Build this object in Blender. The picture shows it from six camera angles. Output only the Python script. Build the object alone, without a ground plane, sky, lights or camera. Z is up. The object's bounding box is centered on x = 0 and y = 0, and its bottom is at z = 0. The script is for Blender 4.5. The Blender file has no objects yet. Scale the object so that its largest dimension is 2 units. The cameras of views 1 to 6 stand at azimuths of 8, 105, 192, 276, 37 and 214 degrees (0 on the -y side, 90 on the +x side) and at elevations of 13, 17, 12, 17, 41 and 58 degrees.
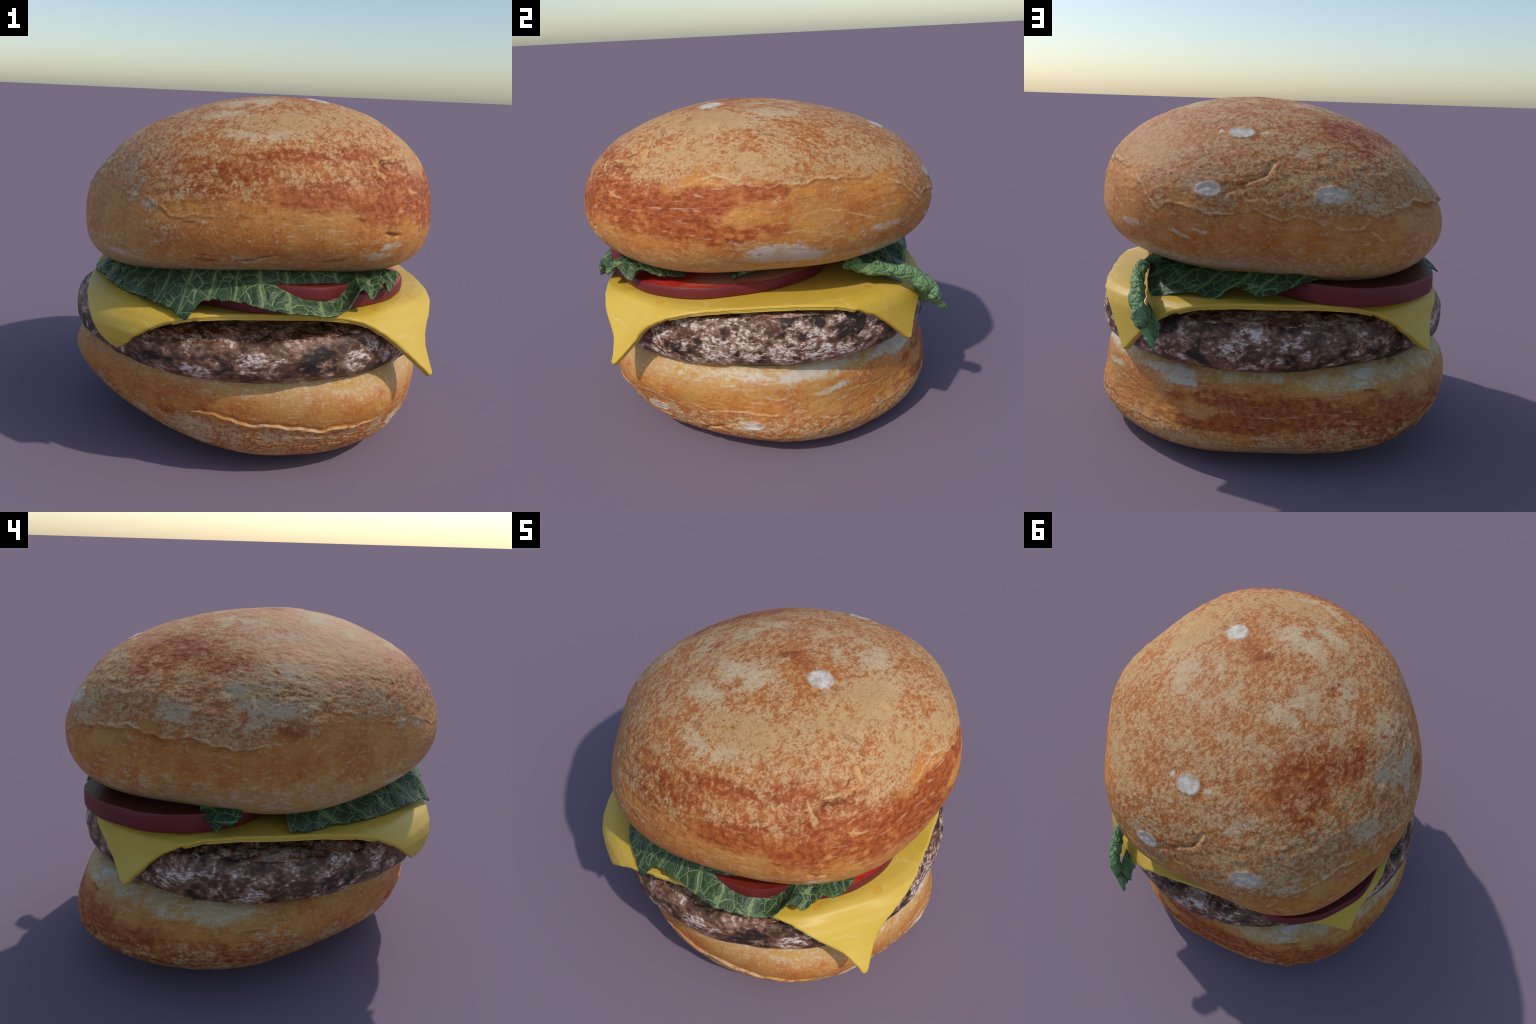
import bpy, bmesh, math, random
import numpy as np
from mathutils import Vector, Matrix, noise

random.seed(7)
rng = np.random.default_rng(7)

# ------------------------------------------------------------------ helpers
def smooth01(a, b, x):
    t = np.clip((x - a) / (b - a), 0.0, 1.0)
    return t * t * (3 - 2 * t)

def value_noise(p, seed):
    """smooth lattice noise in -1..1 for an array of points"""
    i = np.floor(p).astype(np.int64)
    f = p - i
    f = f * f * f * (f * (f * 6 - 15) + 10)
    def lattice(dx, dy, dz):
        h = (i[:, 0] + dx) * 374761393 + (i[:, 1] + dy) * 668265263 + (i[:, 2] + dz) * 2147483647 + seed * 974711
        h = (h ^ (h >> 13)) * 1274126177 & 0xffffffff
        h = (h ^ (h >> 16)) * 2246822519 & 0xffffffff
        return (h ^ (h >> 15)) / 2147483648.0 - 1.0
    mixf = lambda a, b, t: a + (b - a) * t
    x0 = [mixf(lattice(0, dy, dz), lattice(1, dy, dz), f[:, 0]) for dz in (0, 1) for dy in (0, 1)]
    return mixf(mixf(x0[0], x0[1], f[:, 1]), mixf(x0[2], x0[3], f[:, 1]), f[:, 2])

def fbm(points, scale, octaves=3, seed=0.0):
    """fractal noise, one value per row of points"""
    p = np.asarray(points, float) * scale + 100.0 + seed * 7.31
    out, amp = np.zeros(len(p)), 1.0
    for k in range(octaves):
        out += amp * value_noise(p * 2.0 ** k, int(seed * 10) + k)
        amp *= .52
    return out

def new_object(name, verts, faces, parent, mats, smooth=True, location=(0, 0, 0)):
    me = bpy.data.meshes.new(name)
    me.from_pydata([tuple(v) for v in verts], [], [tuple(f) for f in faces])
    me.validate()
    me.update()
    for m in (mats if isinstance(mats, (list, tuple)) else [mats]):
        me.materials.append(m)
    if smooth:
        me.polygons.foreach_set("use_smooth", [True] * len(me.polygons))
    ob = bpy.data.objects.new(name, me)
    bpy.context.scene.collection.objects.link(ob)
    ob.location = location
    ob.parent = parent
    return ob

def catmull(P, n):
    """Catmull-Rom through the rows of P (first axis), n samples per span"""
    P = np.asarray(P, float)
    out = []
    for i in range(len(P) - 1):
        p0, p1, p2, p3 = P[max(i - 1, 0)], P[i], P[i + 1], P[min(i + 2, len(P) - 1)]
        for k in range(n):
            t = k / n
            out.append(.5 * (2 * p1 + (p2 - p0) * t + (2 * p0 - 5 * p1 + 4 * p2 - p3) * t * t
                             + (3 * p1 - p0 - 3 * p2 + p3) * t ** 3))
    out.append(P[-1])
    return np.array(out)

# ------------------------------------------------------------------ node helper
class Nodes:
    def __init__(self, name):
        self.mat = bpy.data.materials.new(name)
        self.mat.use_nodes = True
        self.t = self.mat.node_tree
        self.t.nodes.clear()
        self.out = self.t.nodes.new("ShaderNodeOutputMaterial")

    def put(self, socket, v):
        if isinstance(v, bpy.types.NodeSocket):
            self.t.links.new(v, socket)
        elif v is not None:
            if socket.type == 'RGBA' and len(v) == 3:
                v = (*v, 1.0)
            socket.default_value = v

    def node(self, kind, **kw):
        n = self.t.nodes.new(kind)
        for k, v in kw.items():
            setattr(n, k, v)
        return n

    def math(self, op, a, b=None, clamp=False):
        n = self.node("ShaderNodeMath", operation=op, use_clamp=clamp)
        self.put(n.inputs[0], a)
        if b is not None:
            self.put(n.inputs[1], b)
        return n.outputs[0]

    def vec(self, op, a, b=None, scale=None):
        n = self.node("ShaderNodeVectorMath", operation=op)
        self.put(n.inputs[0], a)
        if b is not None:
            self.put(n.inputs[1], b)
        if scale is not None:
            self.put(n.inputs['Scale'], scale)
        return n.outputs['Value'] if op in ('DOT_PRODUCT', 'LENGTH') else n.outputs['Vector']

    def ramp(self, x, a, b, lo=0.0, hi=1.0):
        n = self.node("ShaderNodeMapRange", interpolation_type='SMOOTHSTEP')
        self.put(n.inputs['Value'], x)
        n.inputs['From Min'].default_value = a
        n.inputs['From Max'].default_value = b
        n.inputs['To Min'].default_value = lo
        n.inputs['To Max'].default_value = hi
        return n.outputs['Result']

    def noise(self, vec, scale, detail=4.0, rough=0.55, distort=0.0, color=False):
        n = self.node("ShaderNodeTexNoise")
        self.put(n.inputs['Vector'], vec)
        n.inputs['Scale'].default_value = scale
        n.inputs['Detail'].default_value = detail
        n.inputs['Roughness'].default_value = rough
        n.inputs['Distortion'].default_value = distort
        return n.outputs['Color'] if color else n.outputs['Fac']

    def voronoi(self, vec, scale, feature='F1', rand=1.0, out='Distance'):
        n = self.node("ShaderNodeTexVoronoi", feature=feature)
        self.put(n.inputs['Vector'], vec)
        n.inputs['Scale'].default_value = scale
        n.inputs['Randomness'].default_value = rand
        return n.outputs[out]

    def mix(self, fac, a, b):
        n = self.node("ShaderNodeMix", data_type='RGBA')
        self.put(n.inputs['Factor'], fac)
        self.put(n.inputs[6], a)
        self.put(n.inputs[7], b)
        return n.outputs[2]

    def mapping(self, vec, scale=(1, 1, 1), loc=(0, 0, 0), rot=(0, 0, 0)):
        n = self.node("ShaderNodeMapping")
        self.put(n.inputs['Vector'], vec)
        n.inputs['Scale'].default_value = scale
        n.inputs['Location'].default_value = loc
        n.inputs['Rotation'].default_value = rot
        return n.outputs[0]

    def coords(self):
        return self.node("ShaderNodeTexCoord").outputs['Object']

    def curve(self, x, pts):
        n = self.node("ShaderNodeFloatCurve")
        self.put(n.inputs['Value'], x)
        c = n.mapping.curves[0]
        for i, (px, py) in enumerate(pts):
            if i == 0:
                c.points[0].location = (px, py)
            elif i == 1:
                c.points[1].location = (px, py)
            else:
                c.points.new(px, py)
        for p in c.points:
            p.handle_type = 'VECTOR'
        n.mapping.update()
        return n.outputs[0]

    def bump(self, h, strength, dist, normal=None):
        n = self.node("ShaderNodeBump")
        n.inputs['Strength'].default_value = strength
        n.inputs['Distance'].default_value = dist
        self.put(n.inputs['Height'], h)
        if normal is not None:
            self.put(n.inputs['Normal'], normal)
        return n.outputs[0]

    def finish(self, color, rough=0.6, normal=None, **kw):
        b = self.node("ShaderNodeBsdfPrincipled")
        self.put(b.inputs['Base Color'], color)
        self.put(b.inputs['Roughness'], rough)
        if normal is not None:
            self.put(b.inputs['Normal'], normal)
        for k, v in kw.items():
            self.put(b.inputs[k.replace('_', ' ')], v)
        self.t.links.new(b.outputs[0], self.out.inputs[0])
        return self.mat

    def patch(self, P, u0, a, b, turn=0.0, edge=0.35, k=1.0):
        """soft ellipse on the unit sphere round direction u0; a = east-west, b = up-down half sizes"""
        u0 = Vector(u0).normalized()
        east = Vector((0, 0, 1)).cross(u0)
        east = Vector((1, 0, 0)) if east.length < 1e-3 else east.normalized()
        up = u0.cross(east)
        c, s = math.cos(math.radians(turn)), math.sin(math.radians(turn))
        e1, e2 = east * c + up * s, up * c - east * s
        frame = Matrix((e1, e2, u0)).transposed()
        n = self.node("ShaderNodeMapping", vector_type='TEXTURE')
        self.put(n.inputs['Vector'], P)
        n.inputs['Location'].default_value = u0
        n.inputs['Rotation'].default_value = frame.to_euler('XYZ')
        n.inputs['Scale'].default_value = (a, b, .6)
        return self.ramp(self.vec('LENGTH', n.outputs[0]), 1 + edge, 1 - edge, 0, k)

    def patches(self, P, rows, edge=0.5):
        m = getattr(self, 'chain', None)
        first = True
        for (u0, a, b, turn, k) in rows:
            # each patch waits for the one before it, which keeps the shader's working set small
            Q = P
            if m is not None:
                n = self.node("ShaderNodeVectorMath", operation='MULTIPLY_ADD')
                self.put(n.inputs[0], m)
                n.inputs[1].default_value = (1e-7, 1e-7, 1e-7)
                self.put(n.inputs[2], P)
                Q = n.outputs[0]
            v = self.patch(Q, u0, a, b, turn, edge, k)
            m = v if first else self.math('MAXIMUM', m, v)
            first = False
        self.chain = m
        return m

# ------------------------------------------------------------------ bun shape
# a bun is an ellipsoid whose radius is varied by smooth spherical harmonics
TOP_HARMONICS = [3.5296, -0.0313, 0.0530, -0.0885, -0.0682, 0.0316, -0.1146, -0.1319, -0.0174, -0.0067, -0.0061, -0.0021, 0.1426, 0.0106, -0.0421, 0.0082, -0.0077, -0.0045, 0.0191, 0.0165, -0.0479, -0.0123, 0.0359, 0.0212, -0.0123, 0.0089, 0.0137, 0.0147, -0.0147, 0.0007, -0.0095, -0.0087, -0.0097, -0.0081, 0.0103, 0.0002, 0.0203, -0.0095, -0.0044, -0.0139, -0.0018, -0.0058, 0.0177, 0.0107, 0.0058, 0.0001, -0.0094, 0.0023, 0.0037, -0.0083, -0.0008, 0.0069, -0.0023, 0.0133, 0.0027, 0.0086, -0.0037, -0.0054, 0.0024, 0.0023, -0.0010, -0.0013, 0.0015, 0.0064, -0.0005, -0.0035, 0.0028, -0.0045, 0.0047, -0.0012, -0.0024, -0.0057, -0.0012, 0.0034, -0.0008, 0.0003, 0.0045, 0.0040, -0.0035, -0.0049, -0.0025, -0.0018, 0.0033, 0.0029, 0.0024, 0.0043, -0.0044, -0.0014, -0.0000, 0.0041, 0.0026, 0.0016, -0.0010, 0.0005, -0.0028, 0.0027, -0.0005, 0.0020, -0.0040, -0.0029]
BOTTOM_HARMONICS = [3.6605, -0.0456, -0.1828, -0.0396, -0.1100, 0.1399, 0.0086, 0.0422, 0.0599, -0.0318, 0.0179, 0.0180, -0.0389, -0.0419, 0.0019, 0.0177, 0.0062, 0.0234, 0.0000, -0.0010, -0.1137, 0.0116, -0.0178, -0.0146, 0.0064, -0.0043, 0.0023, -0.0140, 0.0081, 0.0138, 0.0292, 0.0187, -0.0081, 0.0022, 0.0127, 0.0085, 0.0196, 0.0039, 0.0030, -0.0002, 0.0001, -0.0198, 0.0067, -0.0169, -0.0121, -0.0133, 0.0130, 0.0063, 0.0004, -0.0014, -0.0009, 0.0021, -0.0022, -0.0003, 0.0098, -0.0018, 0.0033, 0.0075, -0.0034, 0.0056, 0.0120, 0.0057, 0.0056, 0.0078, 0.0009, -0.0005, 0.0040, -0.0025, -0.0029, -0.0012, -0.0006, -0.0042, 0.0100, -0.0036, -0.0045, 0.0013, 0.0044, 0.0036, 0.0021, -0.0012, 0.0031, 0.0023, 0.0012, -0.0003, -0.0015, 0.0038, -0.0006, 0.0005, -0.0011, -0.0012, 0.0009, -0.0025, -0.0021, -0.0029, 0.0024, -0.0016, 0.0009, 0.0046, -0.0004, -0.0001]

def harmonics(d, coef):
    x = d[:, 2]
    L = int(round(len(coef) ** .5)) - 1
    s = np.sqrt(np.maximum(1 - x * x, 0))
    P = {}
    for m in range(L + 1):
        P[m, m] = np.ones_like(x) if m == 0 else P[m - 1, m - 1] * (-(2 * m - 1)) * s
        if m < L:
            P[m + 1, m] = x * (2 * m + 1) * P[m, m]
        for l in range(m + 2, L + 1):
            P[l, m] = ((2 * l - 1) * x * P[l - 1, m] - (l + m - 1) * P[l - 2, m]) / (l - m)
    ph = np.arctan2(d[:, 1], d[:, 0])
    r = np.zeros_like(x)
    i = 0
    for l in range(L + 1):
        for m in range(-l, l + 1):
            a = abs(m)
            k = math.sqrt((2 * l + 1) / (4 * math.pi) * math.factorial(l - a) / math.factorial(l + a))
            k *= 1 if m == 0 else math.sqrt(2)
            r += coef[i] * k * P[l, a] * (np.cos(a * ph) if m >= 0 else np.sin(a * ph))
            i += 1
    return r

# the crust seam that runs round the bun: azimuth in degrees, height on the unit sphere, strength
SEAM = [(-180, -.015, .9), (-172, -.03, 1), (-168, .05, 0), (-165, .16, .1), (-147, .19, .3), (-135, .20, .4),
        (-123, .11, .6), (-114, .11, .8), (-107, .06, .9), (-102, -.02, .9), (-95, 0, .45), (-84, .05, .2),
        (-72, .01, .1), (-62, .04, .25), (-50, .05, .2), (-36, .05, .05), (-27, .1, 0), (-14, .30, 0), (-6, .36, .8),
        (-2, .41, .8), (4, .41, .7), (11, .35, .5), (16, .31, .5), (25, .34, .7), (33, .35, .8), (41, .34, .8),
        (51, .33, .8), (58, .23, .8), (64, .13, .7), (69, -.01, .8), (73, .06, .8), (79, .03, .9), (85, .01, 1),
        (91, -.02, .9), (96, .05, .9), (102, -.02, .9), (108, 0, .5), (114, -.06, .7), (119, -.10, .8), (125, -.07, .8),
        (129, -.02, .6), (135, .03, .9), (147, .08, 1), (155, .05, .9), (162, .04, 1), (171, .04, 1), (178, -.01, 1),
        (180, -.015, .9)]
SEAM_WOBBLE = [(.011, 19, 2.0), (.009, 37, 0.0), (.006, 71, 1.0)]
SEAM_A = np.array([s[0] for s in SEAM], float)
SEAM_H = np.array([s[1] for s in SEAM], float)
SEAM_W = np.array([s[2] for s in SEAM], float)

def build_bun(name, half, coef, mat, parent, location, turn=None):
    bm = bmesh.new()
    bmesh.ops.create_icosphere(bm, subdivisions=8, radius=1.0)
    D = np.array([v.co[:] for v in bm.verts])
    D /= np.linalg.norm(D, axis=1, keepdims=True)
    faces = [[v.index for v in f.verts] for f in bm.faces]
    bm.free()
    r = harmonics(D, coef)
    D0 = D
    if turn is not None:                             # crust features live in the frame of the upright bun
        D = D @ np.array(turn).T
    az = np.degrees(np.arctan2(D[:, 1], D[:, 0]))
    gap = D[:, 2] - np.interp(az, SEAM_A, SEAM_H)
    for size, freq, phase in SEAM_WOBBLE:
        gap -= size * np.sin(np.radians(az) * freq + phase)
    w = np.interp(az, SEAM_A, SEAM_W)
    lump = fbm(D, 2.6, 2, 1.0)
    fine = fbm(D * np.array([1, 1, 1.3]), 13.0, 3, 4.0)
    back = smooth01(72, 84, az) + (az < -171)
    broken = np.clip(.35 + 1.1 * fbm(D, 7.0, 2, 8.0), 0, 1)          # the lip comes and goes
    folded = np.exp(-(np.linalg.norm(D - np.array((.70, -.50, .46)), axis=1) / .33) ** 2)     # crumpled front corner
    r += .0032 * lump + .0030 * fine * smooth01(-.35, .3, D[:, 2]) * (1 + 2.2 * folded)
    flaky = fbm(D + .06 * fine[:, None], 24.0, 2, 6.0)
    r += .0014 * (1 - 2 * np.abs(flaky)) * smooth01(-.1, .3, D[:, 2])
    for u0, a, b, t, k in DISCS[:4]:                 # flakes that lifted: a flat chip with a raised rim
        q = np.linalg.norm(D - np.array(u0) / np.linalg.norm(u0), axis=1) / a
        r += k * (.0045 * np.exp(-((q - .95) / .16) ** 2) + .003 * smooth01(1.1, .85, q))
    w = w * (.35 + .65 * broken) * (.6 if turn is not None else 1)
    r += w * (.0055 * np.exp(-((gap - .004) / .012) ** 2) - .0045 * np.exp(-((gap + .03) / .02) ** 2))
    torn = smooth01(128, 150, az) + (az < -170)          # the torn flap that stands proud at the back
    r -= .018 * torn * w * np.exp(-((gap + .032) / .026) ** 2)
    r += (.011 + .022 * torn) * w * back * (smooth01(-.012, .008, gap) * np.exp(-np.maximum(gap, 0) / .06))
    # shrunk-in creases: curved crack at the back, folded skin at the front corner, dimple beside the top spot
    for a, b, depth, width in CREASES:
        a, b = np.array(a), np.array(b)
        t = np.clip(((D - a) @ (b - a)) / ((b - a) @ (b - a)), 0, 1)
        d = np.linalg.norm(D - (a + t[:, None] * (b - a)), axis=1)
        r -= depth * np.exp(-(d / width) ** 2)
    X = D0 * np.array(half) * r[:, None]
    if turn is not None:                             # settled flat where it stands
        low = location[2] + X[:, 2]
        X[:, 2] = np.where(low < .004, .004 + (low - .004) * .15, low) - location[2]
    ob = new_object(name, X, faces, parent, mat, True, location)
    return ob

CREASES = [((-.02, .80, .60), (-.17, .87, .465), .010, .012), ((-.17, .87, .465), (-.14, .925, .355), .014, .014),
           ((-.14, .925, .355), (-.05, .96, .27), .013, .013), ((-.05, .96, .27), (.05, .985, .15), .005, .012),
           ((.70, -.375, .605), (.775, -.41, .48), .024, .015), ((.76, -.44, .47), (.67, -.58, .46), .026, .016),
           ((.67, -.58, .46), (.65, -.68, .33), .018, .016), ((.40, -.15, .90), (.36, -.24, .90), .012, .025),
           ((.72, .46, .52), (.66, .60, .42), .004, .010), ((.70, -.70, -.10), (.75, -.655, -.125), .014, .014),
           ((.26, -.91, -.29), (.08, -.93, -.36), .010, .014), ((.27, -.86, -.43), (.30, -.88, -.36), .016, .07),
           ((-.08, -.94, -.33), (0, -.94, -.33), .010, .025)]

# ------------------------------------------------------------------ bun crust material
def bun_material(name, half, cream_spots, turn=None):
    N = Nodes(name)
    obj = N.coords()
    euler = (0, 0, 0) if turn is None else tuple(Matrix(turn).to_euler('XYZ'))
    U = N.vec('NORMALIZE', N.mapping(obj, scale=tuple(1 / h for h in half), rot=euler))
    warp = N.vec('SUBTRACT', N.noise(obj, 7.0, 4, .6, color=True), (.5, .5, .5))
    warp2 = N.vec('SUBTRACT', N.noise(obj, 30.0, 4, .65, color=True), (.5, .5, .5))
    P = N.vec('ADD', U, N.vec('SCALE', warp, scale=.16))
    P = N.vec('ADD', P, N.vec('SCALE', warp2, scale=.07))
    Pf = N.vec('ADD', U, N.vec('SCALE', warp2, scale=.035))       # crisper edges
    Pr = N.vec('ADD', N.vec('ADD', U, N.vec('SCALE', warp, scale=.11)), N.vec('SCALE', warp2, scale=.05))
    sep = N.node("ShaderNodeSeparateXYZ")
    N.put(sep.inputs[0], Pf)
    ux, uy, uz = sep.outputs
    # seam height above/below
    az = N.math('ARCTAN2', uy, ux)
    x01 = N.math('ADD', N.math('MULTIPLY', az, 1 / (2 * math.pi)), .5)
    seam = N.math('SUBTRACT', N.curve(x01, [((a + 180) / 360, h + .5) for a, h, w in SEAM]), .5)
    wgt = N.curve(x01, [((a + 180) / 360, w) for a, h, w in SEAM])
    for size, freq, phase in SEAM_WOBBLE:
        wave = N.math('SINE', N.math('ADD', N.math('MULTIPLY', az, float(freq)), phase))
        seam = N.math('ADD', seam, N.math('MULTIPLY', wave, size))
    gap = N.math('SUBTRACT', uz, seam)

    n3 = N.noise(obj, 3.0, 3, .5)
    n9 = N.noise(obj, 8.5, 5, .62)
    n26 = N.noise(N.mapping(obj, scale=(1.0, .62, 1.15), rot=(0, 0, .45)), 40.0, 6, .72, .3)      # a little streaky
    n70 = N.noise(obj, 85.0, 4, .7)
    streak = N.noise(N.mapping(U, scale=(9, 9, 34)), 1.0, 6, .68, .6)

    top = N.ramp(N.math('ADD', gap, N.math('MULTIPLY', N.math('SUBTRACT', n9, .5), .45)), -.12, .20)   # floury, mottled upper crust
    cream = N.patches(P, cream_spots, .7)
    under = N.math('ADD', uz, N.math('MULTIPLY', N.math('SUBTRACT', n9, .5), .7))
    under = N.math('MAXIMUM', N.ramp(under, -.22, -.58), N.ramp(N.math('ADD', cream, N.math('MULTIPLY', N.math('SUBTRACT', n9, .5), 1.2)), .25, .8))

    baked = N.patches(P, BAKED, .7)
    pale = N.patches(P, FLOUR, .75)
    tan = N.patches(P, TAN, .75)
    clean = N.patches(P, BARE, .7)

    # smooth golden sides, speckled
    gold = N.mix(N.ramp(n9, .34, .66), (.60, .250, .050), (.50, .148, .026))
    gold = N.mix(N.math('MULTIPLY', N.ramp(n26, .46, .34), .7), gold, (.37, .120, .026))
    gold = N.mix(N.math('MULTIPLY', N.ramp(n26, .54, .70), .75), gold, (.62, .355, .135))
    gold = N.mix(N.math('MULTIPLY', N.ramp(n70, .52, .72), .45), gold, (.66, .40, .19))
    gold = N.mix(N.math('MULTIPLY', N.ramp(n3, .50, .70), .5), gold, (.54, .285, .075))
    # upper crust is redder
    red = N.mix(N.ramp(n26, .38, .62), (.42, .130, .030), (.57, .215, .052))
    red = N.mix(N.ramp(n9, .55, .75), red, (.56, .225, .055))
    red = N.mix(N.math('MULTIPLY', N.ramp(n70, .50, .30), .6), red, (.21, .056, .016))
    col = N.mix(top, gold, red)
    # well baked blotches
    dark = N.mix(N.ramp(n26, .36, .66), (.255, .045, .010), (.48, .130, .023))
    dark = N.mix(N.ramp(n9, .52, .72), dark, (.56, .185, .036))
    bk = N.ramp(N.math('ADD', baked, N.math('MULTIPLY', N.math('SUBTRACT', n9, .5), .8)), .05, .60)
    bk = N.math('MULTIPLY', bk, N.ramp(baked, .0, .25))
    col = N.mix(bk, col, dark)
    # blisters in the baked patch
    vor = N.node("ShaderNodeTexVoronoi")
    N.put(vor.inputs['Vector'], Pf)
    vor.inputs['Scale'].default_value = 17.0
    vs = N.node("ShaderNodeSeparateColor")
    N.put(vs.inputs[0], vor.outputs['Color'])
    size = N.math('ADD', N.math('MULTIPLY', vs.outputs[0], .34), .08)
    dot = N.ramp(N.math('SUBTRACT', vor.outputs['Distance'], size), .05, -.06)
    dot = N.math('MULTIPLY', dot, N.ramp(vs.outputs[1], .25, .40))
    blister = N.patches(P, BLISTER, .5)
    dotm = N.math('MULTIPLY', dot, N.math('MULTIPLY', blister, N.ramp(n26, .25, .6, .25, .85)))
    col = N.mix(dotm, col, (.62, .24, .058))
    # flour
    bias = N.math('MULTIPLY', top, .092)
    bias = N.math('ADD', bias, N.math('MULTIPLY', N.math('MULTIPLY', pale, N.ramp(n9, .34, .58, .45, 1.25)), .085))
    bias = N.math('ADD', bias, N.math('MULTIPLY', tan, .095))
    bias = N.math('SUBTRACT', bias, N.math('MULTIPLY', baked, .10))
    bias = N.math('SUBTRACT', bias, N.math('MULTIPLY', clean, .10))
    f = N.math('ADD', N.math('MULTIPLY', n26, .66), N.math('MULTIPLY', n9, .34))
    f = N.math('ADD', f, N.math('MULTIPLY', N.math('SUBTRACT', n70, .5), .34))
    flour = N.math('MULTIPLY', N.ramp(N.math('ADD', f, bias), .515, .705), N.ramp(n70, .26, .46, .45, 1.0))
    fcol = N.mix(N.ramp(n70, .3, .7), (.54, .345, .160), (.64, .470, .265))
    fcol = N.mix(N.math('MULTIPLY', pale, N.ramp(n9, .35, .6)), fcol, (.65, .525, .345))
    fcol = N.mix(N.math('MULTIPLY', tan, .75), fcol, (.55, .345, .145))
    col = N.mix(N.math('MULTIPLY', flour, .84), col, fcol)
    # fine dry wrinkles show brown through the flour
    wr = N.voronoi(N.vec('ADD', N.mapping(U, scale=(1, 1, 1.6)), N.vec('SCALE', warp2, scale=.12)), 24.0, 'DISTANCE_TO_EDGE')
    wr = N.math('MULTIPLY', N.ramp(wr, .10, .0), N.math('MULTIPLY', top, N.ramp(n9, .40, .62)))
    col = N.mix(N.math('MULTIPLY', wr, .30), col, (.27, .095, .028))
    # white streaks low on the sides
    low = N.math('SUBTRACT', 1.0, top)
    st = N.math('MULTIPLY', N.ramp(streak, .57, .68), N.math('MULTIPLY', low, N.ramp(n3, .38, .6, .1, .7)))
    col = N.mix(st, col, (.67, .50, .33))
    # pale underside
    ucol = N.mix(N.ramp(n9, .36, .64), (.56, .31, .075), (.60, .44, .22))
    ucol = N.mix(N.ramp(n26, .50, .64), ucol, (.64, .54, .38))
    ucol = N.mix(N.math('MULTIPLY', N.ramp(n26, .44, .30), .85), ucol, (.40, .19, .05))
    ucol = N.mix(N.math('MULTIPLY', N.ramp(streak, .55, .68), .7), ucol, (.66, .57, .43))
    col = N.mix(N.math('MULTIPLY', under, .88), col, ucol)
    chalk = N.patches(Pr, CHALK, .6)
    ch = N.ramp(N.math('ADD', chalk, N.math('MULTIPLY', N.math('SUBTRACT', n26, .5), 1.5)), .25, .75)
    col = N.mix(N.math('MULTIPLY', N.math('MULTIPLY', ch, N.ramp(n9, .34, .56, .35, .92)), N.ramp(chalk, .0, .3)), col, N.mix(n26, (.58, .49, .37), (.68, .60, .49)))
    # smooth bare discs where bubbles burst
    disc = N.patches(Pf, DISCS, .20)
    col = N.mix(N.math('MULTIPLY', disc, N.ramp(n26, .25, .55, .65, .95)), col, N.mix(N.ramp(n26, .35, .65), (.55, .48, .38), (.71, .66, .57)))
    # seam lip and creases
    width = N.math('MULTIPLY', N.math('SUBTRACT', n9, .18), .040)
    width = N.math('MULTIPLY', width, N.math('ADD', .7, N.math('MULTIPLY', N.ramp(az, 2.2, 2.6), .8)))
    lip = N.ramp(N.math('SUBTRACT', N.math('ABSOLUTE', N.math('SUBTRACT', gap, .006)), width), .006, -.006)
    lip = N.math('MULTIPLY', lip, N.math('MULTIPLY', wgt, N.math('MULTIPLY', N.ramp(n26, .36, .54), N.ramp(n3, .36, .52, .25, 1.0))))
    col = N.mix(N.math('MULTIPLY', lip, .85 if turn is None else .5), col, (.68, .49, .26))
    shadow_line = N.ramp(N.math('ABSOLUTE', N.math('ADD', gap, .022)), .014, .004)  # shadow below the lip, drawn into the crust colour
    shadow_line = N.math('MULTIPLY', shadow_line, N.math('MULTIPLY', wgt, N.ramp(n9, .42, .58)))
    col = N.mix(N.math('MULTIPLY', shadow_line, .45), col, (.22, .085, .028))
    ridge = N.patches(Pr, RIDGES, .5)
    col = N.mix(N.math('MULTIPLY', ridge, .85), col, (.66, .40, .16))
    groove = N.patches(Pr, GROOVES, .55)
    col = N.mix(N.math('MULTIPLY', groove, .85), col, (.16, .052, .020))

    h = N.math('ADD', N.math('ADD', N.math('MULTIPLY', n26, .9), N.math('MULTIPLY', n70, .5)), N.math('MULTIPLY', n9, .8))
    nor = N.bump(h, .48, .009)
    return N.finish(col, N.ramp(flour, 0, 1, .52, .75), nor, Specular_IOR_Level=.25)

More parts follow.
